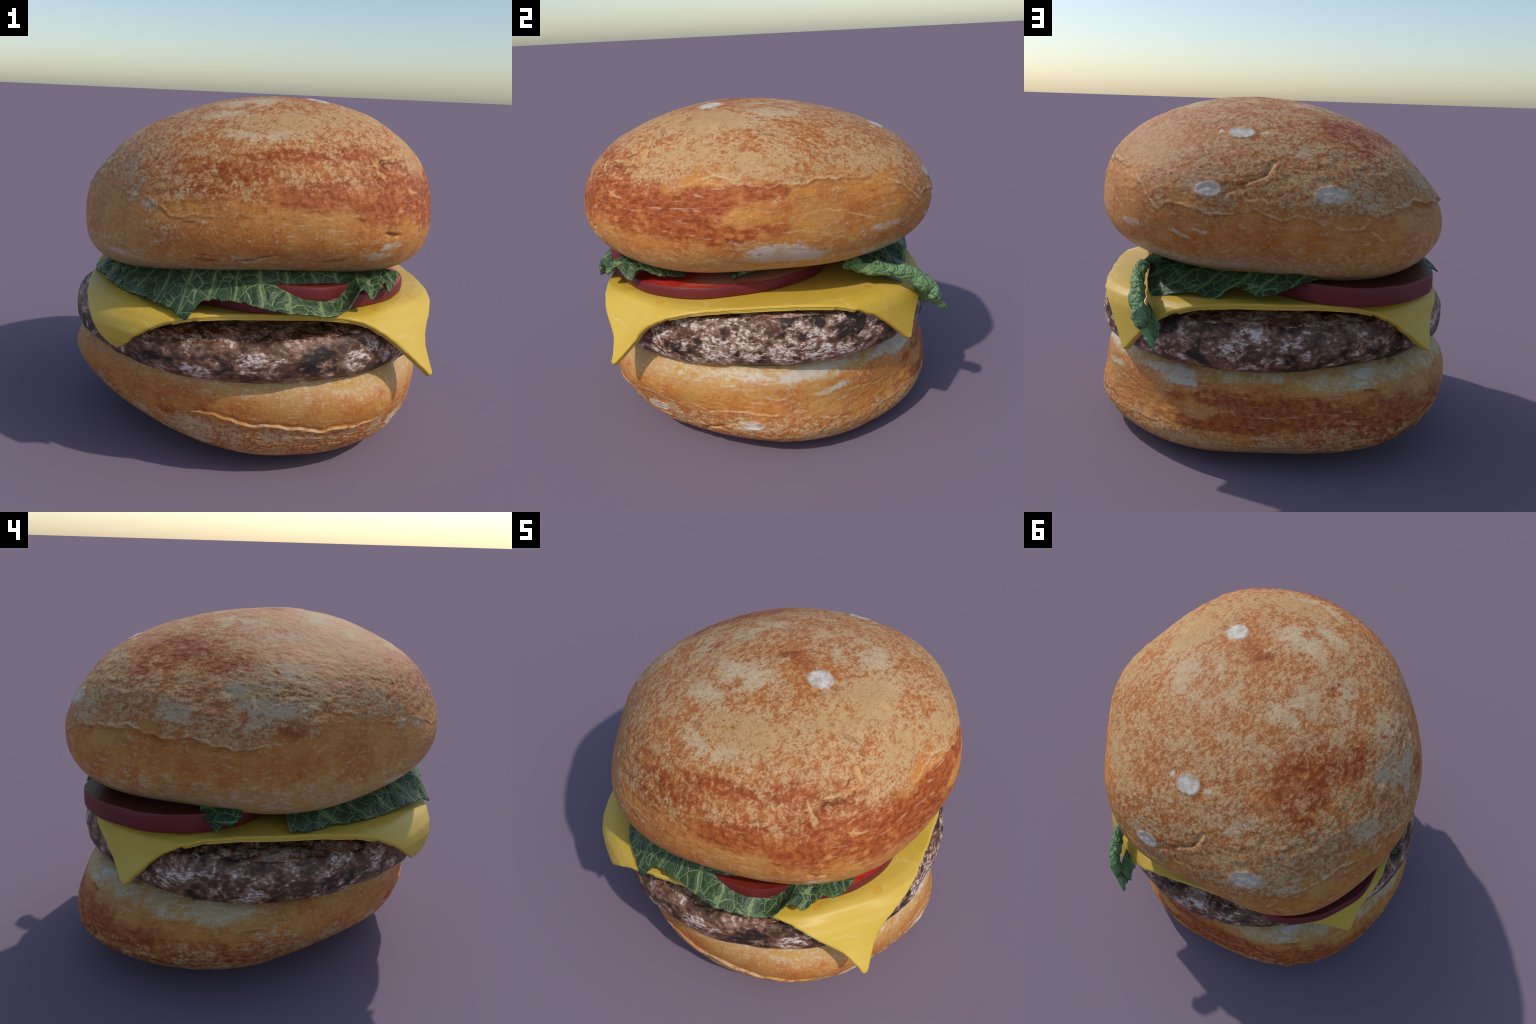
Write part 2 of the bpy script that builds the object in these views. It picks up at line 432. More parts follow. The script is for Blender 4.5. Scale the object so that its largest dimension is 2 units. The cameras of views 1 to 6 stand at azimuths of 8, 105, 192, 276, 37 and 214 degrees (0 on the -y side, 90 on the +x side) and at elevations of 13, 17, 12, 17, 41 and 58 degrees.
CREAM = [((.10, -.86, -.52), .35, .08, 0, .7), ((-.45, -.75, -.48), .2, .06, 0, .6)]
HEEL_CREAM = [((.30, -.93, -.25), .50, .16, 0, .9), ((.72, -.62, -.27), .30, .14, 0, 1), ((.9, -.1, -.36), .3, .09, 0, .8),
         ((.6, .75, -.45), .4, .12, 0, .7), ((-.4, -.8, -.4), .3, .12, 0, .5)]
BAKED = [((.80, -.567, .19), .20, .17, 0, 1), ((.91, -.37, .10), .20, .20, 0, 1), ((.978, -.18, .05), .18, .20, 0, 1),
         ((.96, -.02, .22), .16, .12, 0, 1), ((.93, .20, .27), .16, .07, 0, .95), ((.98, .05, -.10), .16, .09, 0, .9),
         ((.90, .30, -.05), .10, .07, 0, .5), ((.45, -.85, .22), .25, .15, 0, .55), ((.66, -.72, .16), .18, .2, 0, .7),
         ((.05, -.90, .36), .26, .11, 0, .55), ((-.08, -.955, .22), .16, .09, 0, .45), ((-.22, -.87, .44), .15, .12, 0, .35),
         ((-.5, .37, .78), .22, .16, 20, .85), ((-.61, .485, .62), .14, .12, 0, .7), ((-.70, .10, .72), .17, .12, 0, .75),
         ((.30, -.80, .50), .28, .06, 0, .6), ((.70, -.617, .37), .18, .12, 0, .8), ((.55, -.66, .52), .18, .07, 0, .6),
         ((.15, -.08, .985), .07, .10, 0, .5), ((-.94, -.28, .14), .10, .08, 0, .5), ((-.33, -.20, .92), .05, .05, 0, .5)]
BLISTER = [((.86, -.48, .12), .22, .20, 0, 1), ((.975, -.18, -.02), .22, .16, 0, 1), ((.99, .05, -.10), .16, .10, 0, .8),
           ((.50, -.83, .20), .25, .12, 0, .35)]
FLOUR = [((-.2, .07, .97), .14, .10, 0, 1), ((.02, -.33, .94), .15, .09, 0, 1), ((-.05, -.52, .855), .11, .07, 0, .9),
         ((.25, .155, .956), .13, .10, 0, .6), ((.42, .21, .88), .15, .13, 0, .6), ((-.41, -.15, .90), .13, .10, 0, .9),
         ((-.29, .765, .576), .12, .07, 0, .9), ((-.76, -.26, .60), .16, .14, 0, .8), ((-.86, .02, .50), .08, .06, 0, .8),
         ((-.91, -.21, .35), .22, .11, 0, .8), ((-.93, .28, .245), .15, .10, 0, .6), ((-.40, -.905, .05), .13, .06, -15, 1),
         ((-.18, -.98, .06), .04, .03, 0, 1), ((-.12, -.978, .17), .08, .05, 0, .7), ((.16, -.72, .68), .15, .06, 0, .9),
         ((-.96, -.1, .20), .15, .06, 0, .7), ((-.27, -.96, -.13), .10, .12, 0, .5), ((-.55, -.80, .30), .12, .10, 0, .5),
         ((.945, .29, .22), .06, .05, 0, .8), ((.90, .40, .19), .07, .035, 0, .7), ((.96, -.17, .10), .13, .035, 0, .55),
         ((.97, .12, .07), .17, .04, 0, .65), ((-.60, .78, .10), .12, .10, 0, .5), ((.10, .94, .26), .10, .08, 0, .6),
         ((.55, .06, .83), .16, .10, 0, .5), ((-.1, .45, .89), .12, .10, 0, .45), ((.61, .74, -.20), .12, .05, 10, .7)]
TAN = [((.56, -.085, .82), .16, .14, 0, 1), ((.50, -.27, .80), .16, .12, 0, 1), ((.26, -.58, .77), .22, .11, 0, 1),
       ((.80, -.125, .59), .20, .11, 0, .9), ((.83, .20, .50), .20, .12, 0, .9), ((.72, .50, .45), .18, .12, 0, .7),
       ((.50, .72, .42), .18, .14, 0, .7), ((.70, -.55, .43), .10, .06, 0, .5), ((-.40, .86, .28), .2, .12, 0, .5)]
BARE = [((.40, -.88, .10), .40, .13, 0, 1), ((.85, .48, .10), .30, .16, 0, .7), ((.6, .78, .15), .2, .14, 0, .6),
        ((.30, -.14, .94), .13, .12, 0, .5), ((-.5, .82, -.1), .4, .12, 0, .6), ((-.9, 0, -.15), .5, .10, 0, .5)]
CHALK = [((.861, .357, -.363), .20, .07, 0, .95), ((.43, .76, -.48), .24, .09, 0, .75), ((.08, .84, -.53), .24, .08, 0, .6),
         ((.67, -.68, -.30), .08, .05, 0, .8), ((.92, .30, -.27), .15, .07, 0, .8), ((.95, .15, -.18), .10, .03, 0, .4),
         ((.58, .794, -.19), .10, .045, -15, .7), ((.50, .84, -.17), .05, .04, 0, .7), ((.74, -.655, -.21), .06, .035, 0, .7),
         ((-.5, -.75, -.44), .12, .04, 0, .6), ((.15, -.93, -.33), .10, .05, 0, .6), ((.12, .965, .23), .05, .03, 0, .6),
         ((-.3, -.5, -.8), .4, .4, 0, .6), ((.3, .2, -.93), .5, .4, 0, .6), ((.25, .945, -.20), .07, .018, -35, .7),
         ((.15, .975, -.15), .05, .016, -35, .6)]
DISCS = [((.037, .713, .70), .068, .058, 0, 1), ((-.447, .875, .185), .078, .078, 0, .75), ((.115, .973, .20), .062, .062, 0, .8),
         ((.335, -.154, .929), .060, .062, 0, 1), ((.145, .70, .70), .012, .02, 0, .8), ((-.08, .70, .71), .016, .016, 0, .6)]
RIDGES = [((-.09, .83, .555), .10, .010, -47, .8), ((-.165, .885, .44), .011, .05, 0, .8), ((-.10, .93, .345), .06, .010, 36, .8),
          ((.735, -.395, .55), .012, .07, 14, 1), ((.725, -.50, .475), .10, .012, 0, 1), ((.655, -.63, .41), .012, .09, 10, .9),
          ((.81, -.52, .22), .012, .05, 60, .8), ((.78, .58, .05), .06, .009, -8, .9), ((.70, .71, -.03), .10, .010, -28, .9),
          ((.86, .48, .06), .06, .008, 0, .7), ((-.62, .77, -.16), .04, .010, -30, .8), ((-.05, .99, -.12), .03, .012, -40, .7),
          ((-.79, -.58, -.18), .03, .007, 35, .6), ((.62, -.05, .77), .010, .05, 30, .5)]
GROOVES = [((.725, -.68, -.115), .034, .010, -25, 1), ((.16, -.925, -.33), .11, .010, 22, .9), ((-.04, -.93, -.36), .06, .015, 5, .7), ((.50, -.80, -.33), .05, .02, 15, .6),
           ((.69, .53, .48), .007, .07, 8, .55), ((-.19, .882, .43), .007, .05, 0, .6),
           ((-.11, .94, .325), .07, .007, 36, .6), ((.70, -.455, .54), .035, .008, 30, .9), ((.69, -.55, .435), .06, .008, 10, .8),
           ((.635, -.69, .35), .008, .07, 0, .7), ((.62, -.30, .72), .006, .08, 25, .5), ((.67, -.33, .66), .006, .06, 35, .5), ((.25, -.66, .71), .04, .035, 0, .0),
           ((.02, -.665, .735), .030, .022, 0, .35), ((-.115, -.99, -.04), .05, .012, 12, .8), ((.97, .24, -.32), .012, .01, 0, .6),
           ((.40, -.15, .905), .007, .035, 30, .4), ((.965, .14, -.27), .05, .012, 0, .35)]

# ------------------------------------------------------------------ patty
PATTY_C = Vector((0.0, -.03, .0))
def patty_radius(a):
    """outline of the patty seen from above, a in radians"""
    d = math.degrees(a) % 360
    R = .902 + .032 * math.exp(-((d - 322) / 34) ** 2) + .018 * math.exp(-((d - 268) / 34) ** 2) - .045 * math.exp(-((d - 128) / 28) ** 2)
    R += .018 * math.exp(-((d - 188) / 20) ** 2) + .024 * math.exp(-((d - 45) / 25) ** 2) - .036 * math.exp(-((d - 228) / 26) ** 2)
    return R
def patty_lift(x, y):
    return .020 * x + .017 * y + .050 * x * x

PATTY_PROFILE = [(.50, .405), (.66, .428), (.77, .455), (.848, .490), (.895, .527), (.908, .565), (.908, .603),
                 (.901, .638), (.889, .666), (.875, .684), (.864, .688)]
SEAR_PROFILE = [(.873, .670), (.859, .690), (.82, .700), (.76, .709), (.66, .718), (.50, .727), (.30, .733), (.10, .736)]

def build_ring(name, profile, parent, mat, seg, sub, relief, seed, cap_top=False):
    prof = catmull(np.array(profile), sub)
    V, F = [], []
    for j, (r, z) in enumerate(prof):
        for i in range(seg):
            a = 2 * math.pi * i / seg
            R = r * patty_radius(a) / .905
            x, y = R * math.cos(a), R * math.sin(a) - .03
            k = smooth01(.52, .68, np.array(z)).item()
            V.append((x, y, z + patty_lift(x, y) * k))
    n = len(prof)
    V = np.array(V)
    h = fbm(V, 4.5, 3, seed) * relief[0] + fbm(V, 17.0, 4, seed + 3) * relief[1]
    out = V - np.array([0, -.03, .56])
    out *= np.array([1, 1, 3.5 if not cap_top else 30])
    out /= np.linalg.norm(out, axis=1, keepdims=True)
    V = V + out * h[:, None]
    for j in range(n - 1):
        for i in range(seg):
            k = (i + 1) % seg
            F.append((j * seg + i, j * seg + k, (j + 1) * seg + k, (j + 1) * seg + i))
    V = V.tolist()
    if cap_top:
        F.append([(n - 1) * seg + i for i in range(seg)])
    else:
        F.append([seg - 1 - i for i in range(seg)])
        F.append([(n - 1) * seg + i for i in range(seg)])
    return new_object(name, V, F, parent, mat)

def patty_material():
    N = Nodes("minced_meat_side")
    obj = N.coords()
    sep = N.node("ShaderNodeSeparateXYZ")
    N.put(sep.inputs[0], obj)
    az = N.math('ARCTAN2', sep.outputs[1], sep.outputs[0])
    # stretch the grain along the side of the patty
    q = N.node("ShaderNodeCombineXYZ")
    N.put(q.inputs[0], N.math('COSINE', az))
    N.put(q.inputs[1], N.math('SINE', az))
    N.put(q.inputs[2], N.math('MULTIPLY', sep.outputs[2], 1.75))
    P = q.outputs[0]
    wv = N.vec('ADD', P, N.vec('SCALE', N.vec('SUBTRACT', N.noise(P, 9, 3, .5, color=True), (.5, .5, .5)), scale=.05))
    big = N.noise(wv, 4.2, 3, .5)
    mid = N.noise(wv, 9.5, 4, .55)
    fin = N.noise(wv, 34.0, 4, .58)
    painted_sun = N.ramp(sep.outputs[0], .50, .80)                 # sunlight on the +x flank, painted as extra white
    col = N.mix(N.ramp(mid, .36, .62), (.095, .041, .023), (.29, .142, .080))
    col = N.mix(N.math('MULTIPLY', N.ramp(fin, .50, .34), .8), col, (.075, .032, .020))
    col = N.mix(N.math('MULTIPLY', N.ramp(N.math('ADD', big, N.math('MULTIPLY', N.math('SUBTRACT', mid, .5), .5)), .47, .36), .92), col, (.020, .013, .011))
    col = N.mix(N.ramp(sep.outputs[2], .475, .445), col, N.mix(mid, (.07, .03, .02), (.24, .11, .08)))
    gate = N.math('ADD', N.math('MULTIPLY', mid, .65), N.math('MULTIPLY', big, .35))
    gate = N.math('ADD', gate, N.math('MULTIPLY', painted_sun, .050))
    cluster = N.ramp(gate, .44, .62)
    pink = N.ramp(N.math('ADD', fin, N.math('MULTIPLY', cluster, .22)), .54, .74)
    col = N.mix(N.math('MULTIPLY', pink, .70), col, (.40, .235, .155))
    crumbs = N.noise(N.vec('MULTIPLY', wv, (1, 1, 1.5)), 42.0, 3, .55)
    white = N.ramp(N.math('ADD', N.math('MULTIPLY', N.math('ADD', crumbs, fin), .5), N.math('MULTIPLY', cluster, .17)), .625, .725)
    col = N.mix(N.math('MULTIPLY', white, N.ramp(cluster, .15, .6, .55, .95)), col, (.72, .61, .55))
    h = N.math('ADD', N.math('MULTIPLY', fin, .7), N.math('MULTIPLY', white, .4))
    return N.finish(col, N.ramp(fin, .3, .7, .42, .62), N.bump(h, .5, .012), Specular_IOR_Level=.35)

def sear_material():
    N = Nodes("seared_meat")
    obj = N.coords()
    a = N.noise(obj, 6, 5, .6, .5)
    b = N.noise(obj, 22, 6, .7, .6)
    c = N.noise(obj, 75, 4, .7)
    col = N.mix(N.ramp(a, .38, .62), (.065, .024, .012), (.33, .120, .042))
    col = N.mix(N.ramp(b, .48, .62), col, (.38, .155, .060))
    spk = N.math('ADD', N.math('MULTIPLY', b, .5), N.math('ADD', N.math('MULTIPLY', c, .3), N.math('MULTIPLY', a, .25)))
    spk = N.ramp(spk, .515, .585)
    col = N.mix(N.math('MULTIPLY', spk, .85), col, (.56, .42, .32))
    h = N.math('ADD', N.math('MULTIPLY', b, .8), N.math('MULTIPLY', c, .35))
    return N.finish(col, N.ramp(b, .35, .65, .20, .42), N.bump(h, .8, .02), Specular_IOR_Level=.65)

# ------------------------------------------------------------------ cheese
CHEESE_C = np.array([.034, -.05])
CHEESE_TURN = math.radians(15.0)
# how far out (r) and how high (z of the upper face) a point lies after s metres of sheet past the bend
DRAPE = np.array([(-2, -1.15, .803), (0, .85, .803), (.05, .899, .794), (.10, .942, .771), (.15, .971, .731), (.20, .990, .685),
                  (.25, 1.006, .638), (.30, 1.024, .591), (.345, 1.045, .551), (.40, 1.075, .505)])
TUCK = np.array([(-2, -1.15, .803), (0, .85, .803), (.05, .899, .797), (.10, .943, .776), (.15, .976, .738), (.20, .992, .692),
                 (.25, .990, .642), (.30, .977, .608), (.345, .960, .585), (.40, .945, .545)])

def drape(p):
    """flat sheet coordinates -> position on the burger"""
    p = np.asarray(p, float)
    rad = np.hypot(p[:, 0], p[:, 1])
    ang = np.arctan2(p[:, 1], p[:, 0])
    ca, sa = math.cos(CHEESE_TURN), math.sin(CHEESE_TURN)
    s = rad - .85
    r1, z1 = np.interp(s, DRAPE[:, 0], DRAPE[:, 1]), np.interp(s, DRAPE[:, 0], DRAPE[:, 2])
    r2, z2 = np.interp(s, TUCK[:, 0], TUCK[:, 1]), np.interp(s, TUCK[:, 0], TUCK[:, 2])
    world = ang + CHEESE_TURN
    near = lambda deg, w: np.exp(-((np.angle(np.exp(1j * (world - math.radians(deg))))) / math.radians(w)) ** 2)
    t = near(-120, 16)
    r, z = r1 * (1 - t) + r2 * t, z1 * (1 - t) + z2 * t
    # the four corners hang differently
    far = np.clip(s / .33, 0, 1.2)
    world = world + far ** 2 * (-.016 * near(-31, 20) + .018 * near(61, 20) + .031 * near(152, 20))
    world = world - .050 * np.exp(-((s - .14) / .11) ** 2) * near(-31, 30)
    belly = np.exp(-((s - .20) / .085) ** 2)
    r = r + far ** 2 * (.010 * near(-31, 20) - .027 * near(61, 22) - .005 * near(152, 20))
    r = r - belly * (.030 * near(-31, 9) + .010 * near(61, 20) + .020 * near(152, 18))
    z = z + far ** 2 * (-.050 * near(-31, 16) - .022 * near(61, 20) - .012 * near(152, 18))
    drop = np.exp(-((s - .11) / .06) ** 2) * near(-33, 12)
    r, z = r - .022 * drop, z - .014 * drop
    # flare at the very tip of the front corner
    tip = np.clip((s - .25) / .075, 0, 1) ** 1.5 * near(-31, 12)
    r, z = r + .026 * tip, z - .010 * tip
    return np.stack([CHEESE_C[0] + r * np.cos(world), CHEESE_C[1] + r * np.sin(world), z], -1)

def build_cheese(parent, mat):
    half, corner, n = .836, .020, 120
    g = np.linspace(-1, 1, n)
    ease = lambda t: np.sign(t) * (1 - (1 - abs(t)) ** 1.35)          # finer towards the edge
    g = ease(g)
    V, F = [], []
    def square(u, v):
        x, y = u * half, v * half
        c = half - corner
        if abs(x) > c and abs(y) > c:                                  # rounded corner
            dx, dy = abs(x) - c, abs(y) - c
            k = max(dx, dy) / max(1e-9, math.hypot(dx, dy))
            x, y = math.copysign(c + dx * k, x), math.copysign(c + dy * k, y)
        return x, y
    flat = np.array([square(u, v) for v in g for u in g])
    top = drape(flat)
    e = 1e-3
    nx, ny = drape(flat + [e, 0]) - top, drape(flat + [0, e]) - top
    nor = np.cross(nx, ny)
    nor /= np.linalg.norm(nor, axis=1, keepdims=True)
    thick = .030
    wob = fbm(top, 3.0, 2, 9) * .003
    top = top + nor * wob[:, None]
    V = top.tolist()
    idx = lambda i, j: j * n + i
    for j in range(n - 1):
        for i in range(n - 1):
            F.append((idx(i, j), idx(i + 1, j), idx(i + 1, j + 1), idx(i, j + 1)))
    base = len(V)
    V += (top - nor * thick).tolist()
    for j in range(n - 1):
        for i in range(n - 1):
            F.append((base + idx(i, j), base + idx(i, j + 1), base + idx(i + 1, j + 1), base + idx(i + 1, j)))
    # the cut edge is slightly rounded and shows two pressed grooves
    loop = [idx(i, 0) for i in range(n - 1)] + [idx(n - 1, j) for j in range(n - 1)] + \
           [idx(i, n - 1) for i in range(n - 1, 0, -1)] + [idx(0, j) for j in range(n - 1, 0, -1)]
    m = len(loop)
    lp = top[loop]
    tan = np.roll(lp, -1, 0) - np.roll(lp, 1, 0)
    tan /= np.linalg.norm(tan, axis=1, keepdims=True)
    outw = np.cross(tan, nor[loop])
    rings = [loop]
    wav = fbm(lp, 9.0, 3, 3)
    wav2 = fbm(lp, 21.0, 3, 6)
    EDGE = [(.10, .0055), (.26, .0080), (.40, .0075), (.455, .0015), (.50, .0068), (.62, .0070), (.665, .0030), (.71, .0072), (.88, .0060)]
    for d, o in EDGE:
        dd = d + .05 * wav * (0 < d < 1)
        p = lp - nor[loop] * (thick * dd)[:, None] + outw * (o + .003 * wav2)[:, None]
        k = len(V)
        V += p.tolist()
        rings.append(list(range(k, k + m)))
    rings.append([base + q for q in loop])
    for a, b in zip(rings[:-1], rings[1:]):
        for i in range(m):
            j = (i + 1) % m
            F.append((a[i], b[i], b[j], a[j]))
    return new_object("cheese_slice", V, F, parent, mat)

def cheese_material():
    N = Nodes("yellow_cheese")
    obj = N.coords()
    a = N.noise(obj, 2.2, 3, .5)
    b = N.noise(obj, 16, 4, .6)
    col = N.mix(N.ramp(a, .35, .65), (.63, .405, .042), (.68, .455, .070))
    col = N.mix(N.math('MULTIPLY', N.ramp(b, .45, .75), .35), col, (.74, .50, .12))
    # faint pale scratches
    w = N.vec('ADD', obj, N.vec('SCALE', N.noise(obj, 5, 2, .5, color=True), scale=.25))
    line = N.voronoi(w, 3.4, 'DISTANCE_TO_EDGE')
    line = N.math('MULTIPLY', N.ramp(line, .020, .004), N.ramp(N.noise(obj, 4.5, 2), .56, .66))
    col = N.mix(N.math('MULTIPLY', line, .22), col, (.85, .70, .36))
    # little orange pits
    pit = None
    for (x, y, r) in ((.66, -.62, .020), (.83, -.36, .022), (.50, .62, .016), (-.42, -.66, .013), (-.72, .10, .015), (.2, .72, .012), (.84, -.52, .010)):
        d = N.vec('LENGTH', N.vec('MULTIPLY', N.vec('SUBTRACT', obj, (x, y, .80)), (1, .75, .4)))
        k = N.ramp(N.math('ADD', d, N.math('MULTIPLY', b, .008)), r + .006, r - .002)
        pit = k if pit is None else N.math('MAXIMUM', pit, k)
    col = N.mix(N.math('MULTIPLY', pit, N.ramp(N.noise(obj, 90, 2), .3, .6)), col, (.76, .33, .035))
    h = N.math('SUBTRACT', N.math('MULTIPLY', b, .15), pit)
    return N.finish(col, .42, N.bump(h, .25, .006), Specular_IOR_Level=.35, Subsurface_Weight=.06,
                    Subsurface_Radius=(.03, .02, .005), Subsurface_Scale=.3)

# ------------------------------------------------------------------ tomato
def build_tomato(centre, radius, z0, thick, tilt, parent, mats, seed):
    """a cut disc with a skin band; mats = (skin, flesh)"""
    seg = 128
    wob = [radius * (1 + .022 * math.sin(3 * a + seed) + .014 * math.sin(5 * a + 2 * seed) + .005 * math.sin(11 * a))
           for a in (2 * math.pi * i / seg for i in range(seg))]
    rows = [(.0, 0), (.5, 0), (.95, 0), (.992, 0), (1.0, .08), (1.003, .3), (1.004, .5), (1.003, .7), (1.0, .93), (.994, 1),
            (.96, 1), (.9, .98), (.7, .97), (.45, .97), (.2, .98), (.0, .98)]
    V, F, kind = [], [], []
    for k, t in rows:
        for i in range(seg):
            a = 2 * math.pi * i / seg
            r = wob[i] * max(k, .002)
            V.append((r * math.cos(a), r * math.sin(a), t * thick))
    for j in range(len(rows) - 1):
        for i in range(seg):
            q = (i + 1) % seg
            F.append((j * seg + i, j * seg + q, (j + 1) * seg + q, (j + 1) * seg + i))
            kind.append(1 if j < 2 or j >= 9 else 0)
    ob = new_object("tomato_slice", V, F, parent, mats, True, (centre[0], centre[1], z0))
    ob.data.polygons.foreach_set("material_index", kind[:len(ob.data.polygons)])
    ob.rotation_euler = tilt
    ob.data.set_sharp_from_angle(angle=math.radians(35))
    return ob

def tomato_skin():
    N = Nodes("tomato_skin")
    n = N.noise(N.coords(), 9, 4, .5)
    return N.finish(N.mix(n, (.135, .013, .015), (.175, .018, .019)), .50, None, Specular_IOR_Level=.4)

def tomato_flesh(radius, ripe=1.0):
    N = Nodes("tomato_flesh")
    obj = N.coords()
    sep = N.node("ShaderNodeSeparateXYZ")
    N.put(sep.inputs[0], obj)
    flat = N.node("ShaderNodeCombineXYZ")
    N.put(flat.inputs[0], sep.outputs[0])
    N.put(flat.inputs[1], sep.outputs[1])
    d = N.math('DIVIDE', N.vec('LENGTH', flat.outputs[0]), radius)
    az = N.math('ARCTAN2', sep.outputs[1], sep.outputs[0])
    lobes = N.math('MULTIPLY', N.math('SINE', N.math('MULTIPLY', az, 5.0)), .10)
    n = N.noise(obj, 8, 5, .6, .4)
    fine = N.noise(obj, 40, 4, .6)
    e = N.math('ADD', d, N.math('ADD', lobes, N.math('MULTIPLY', N.math('SUBTRACT', n, .5), .35)))
    col = N.mix(N.ramp(n, .35, .65), (.50, .020, .014), (.62, .055, .030))
    side = N.ramp(N.math('SINE', N.math('ADD', az, 0.9)), .70, .95)
    gel = N.math('MULTIPLY', N.math('MULTIPLY', N.ramp(e, 1.08, .95), N.ramp(e, .30, .45)), side)
    col = N.mix(N.math('MULTIPLY', gel, .8), col, N.mix(fine, (.48, .20, .12), (.60, .42, .27)))
    seedm = N.ramp(N.voronoi(obj, 24, 'F1'), .30, .22)
    col = N.mix(N.math('MULTIPLY', N.math('MULTIPLY', seedm, gel), .8), col, (.36, .27, .10))
    core = N.ramp(e, .30, .12)
    col = N.mix(N.math('MULTIPLY', core, .6), col, (.60, .22, .14))
    if ripe < 1:                                      # an almost black red slice
        col = N.mix(1 - ripe, col, (.012, .002, .002))
    return N.finish(col, .28 + .2 * (1 - ripe), N.bump(N.math('ADD', n, N.math('MULTIPLY', seedm, .4)), .35, .01), Specular_IOR_Level=.5)

# ------------------------------------------------------------------ lettuce
def build_leaf(columns, parent, mat, per_u, per_v, rag, crinkle, seed, thick=.006, close_tip=False):
    """columns: list of rows [inner, shoulder, middle, hem] of points; lofted both ways"""
    C = np.array(columns, float)                        # (nu, nv, 3)
    A = catmull(C, per_u)
    B = np.stack([catmull(A[i], per_v) for i in range(len(A))])
    nu, nv = B.shape[:2]
    P = B.reshape(-1, 3)
    t = np.tile(np.linspace(0, 1, nv), nu)
    cr = fbm(P, 11.0, 3, seed)
    cr2 = fbm(P, 26.0, 2, seed + 5)
    G = P.reshape(nu, nv, 3)
    du, dv = np.gradient(G, axis=0), np.gradient(G, axis=1)
    N = np.cross(du, dv).reshape(-1, 3)
    N /= np.maximum(np.linalg.norm(N, axis=1, keepdims=True), 1e-9)
    P = P + N * ((cr * crinkle + cr2 * crinkle * .45) * smooth01(0, .3, t))[:, None]
    # torn, toothed hem
    u = np.repeat(np.arange(nu) / nu, nv)
    edge = np.array([noise.noise((k * 62.0 / nu + seed * 9, .3, 0)) + .6 * noise.noise((k * 190.0 / nu, seed, 2.0)) for k in range(nu)])
    hemdir = (G[:, -1] - G[:, max(nv - 1 - per_v // 2, 0)])
    hemdir /= np.maximum(np.linalg.norm(hemdir, axis=1, keepdims=True), 1e-9)
    P = P + np.repeat(hemdir * (edge * rag)[:, None], nv, axis=0) * smooth01(.72, 1.0, t)[:, None]
    F = [(i * nv + j, (i + 1) * nv + j, (i + 1) * nv + j + 1, i * nv + j + 1) for i in range(nu - 1) for j in range(nv - 1)]
    ob = new_object("lettuce_leaf", P, F, parent, mat)
    m = ob.modifiers.new("leaf_thickness", 'SOLIDIFY')
    m.thickness = thick
    m.offset = 0
    return ob

def lettuce_material(name, vein_scale, deep, mid, vein, puff, fan=None, net_k=.5, crack=0.0):
    """savoy cabbage: puffed cells between veins; fan = (apex x, apex z, veins per unit slope)"""
    N = Nodes(name)
    obj = N.coords()
    wob = N.vec('SUBTRACT', N.noise(obj, 5, 3, .5, color=True), (.5, .5, .5))
    w = N.vec('ADD', obj, N.vec('SCALE', wob, scale=.08))
    net = N.voronoi(w, vein_scale, 'DISTANCE_TO_EDGE')
    tiny = N.voronoi(w, vein_scale * 2.4, 'DISTANCE_TO_EDGE')
    n = N.noise(obj, 7, 4, .6)
    f = N.noise(obj, 40, 3, .6)
    col = N.mix(N.ramp(n, .35, .65), deep, mid)
    col = N.mix(N.math('MULTIPLY', N.ramp(f, .4, .7), .3), col, tuple(1.4 * c for c in mid))
    col = N.mix(N.math('MULTIPLY', N.ramp(tiny, .10, .0), .22), col, vein)
    vm = N.math('MULTIPLY', N.ramp(net, .055, .010), N.math('MULTIPLY', N.ramp(n, .30, .65, .35, 1.0), net_k))
    if fan:
        sep = N.node("ShaderNodeSeparateXYZ")
        N.put(sep.inputs[0], N.vec('ADD', obj, N.vec('SCALE', wob, scale=.085)))
        slope = N.math('DIVIDE', N.math('SUBTRACT', sep.outputs[0], fan[0]), N.math('SUBTRACT', fan[1], sep.outputs[2]))
        tri = N.math('ABSOLUTE', N.math('SUBTRACT', N.math('FRACT', N.math('MULTIPLY', slope, fan[2])), .5))
        main = N.ramp(tri, .075, .020)
        soft = N.math('MULTIPLY', N.ramp(tri, .20, .02), .22)
        vm = N.math('MAXIMUM', vm, N.math('MAXIMUM', N.math('MULTIPLY', main, .72), soft))
    col = N.mix(vm, col, vein)
    if crack:
        ck = N.ramp(N.voronoi(w, vein_scale * .32, 'DISTANCE_TO_EDGE'), .022, .004)
        col = N.mix(N.math('MULTIPLY', ck, crack), col, (.018, .035, .015))
    h = N.math('ADD', N.math('MULTIPLY', N.ramp(net, .0, .30), puff), N.math('MULTIPLY', vm, .35))
    h = N.math('ADD', h, N.math('MULTIPLY', N.ramp(tiny, 0, .2), puff * .35))
    nor = N.bump(h, .6, .012)
    b = N.node("ShaderNodeBsdfPrincipled")
    N.put(b.inputs['Base Color'], col)
    b.inputs['Roughness'].default_value = .45
    b.inputs['Specular IOR Level'].default_value = .38
    N.put(b.inputs['Normal'], nor)
    tr = N.node("ShaderNodeBsdfTranslucent")
    N.put(tr.inputs['Color'], N.mix(.5, col, (.14, .22, .03)))
    mx = N.node("ShaderNodeMixShader")
    mx.inputs[0].default_value = .10
    N.t.links.new(b.outputs[0], mx.inputs[1])
    N.t.links.new(tr.outputs[0], mx.inputs[2])
    N.t.links.new(mx.outputs[0], N.out.inputs[0])
    return N.mat

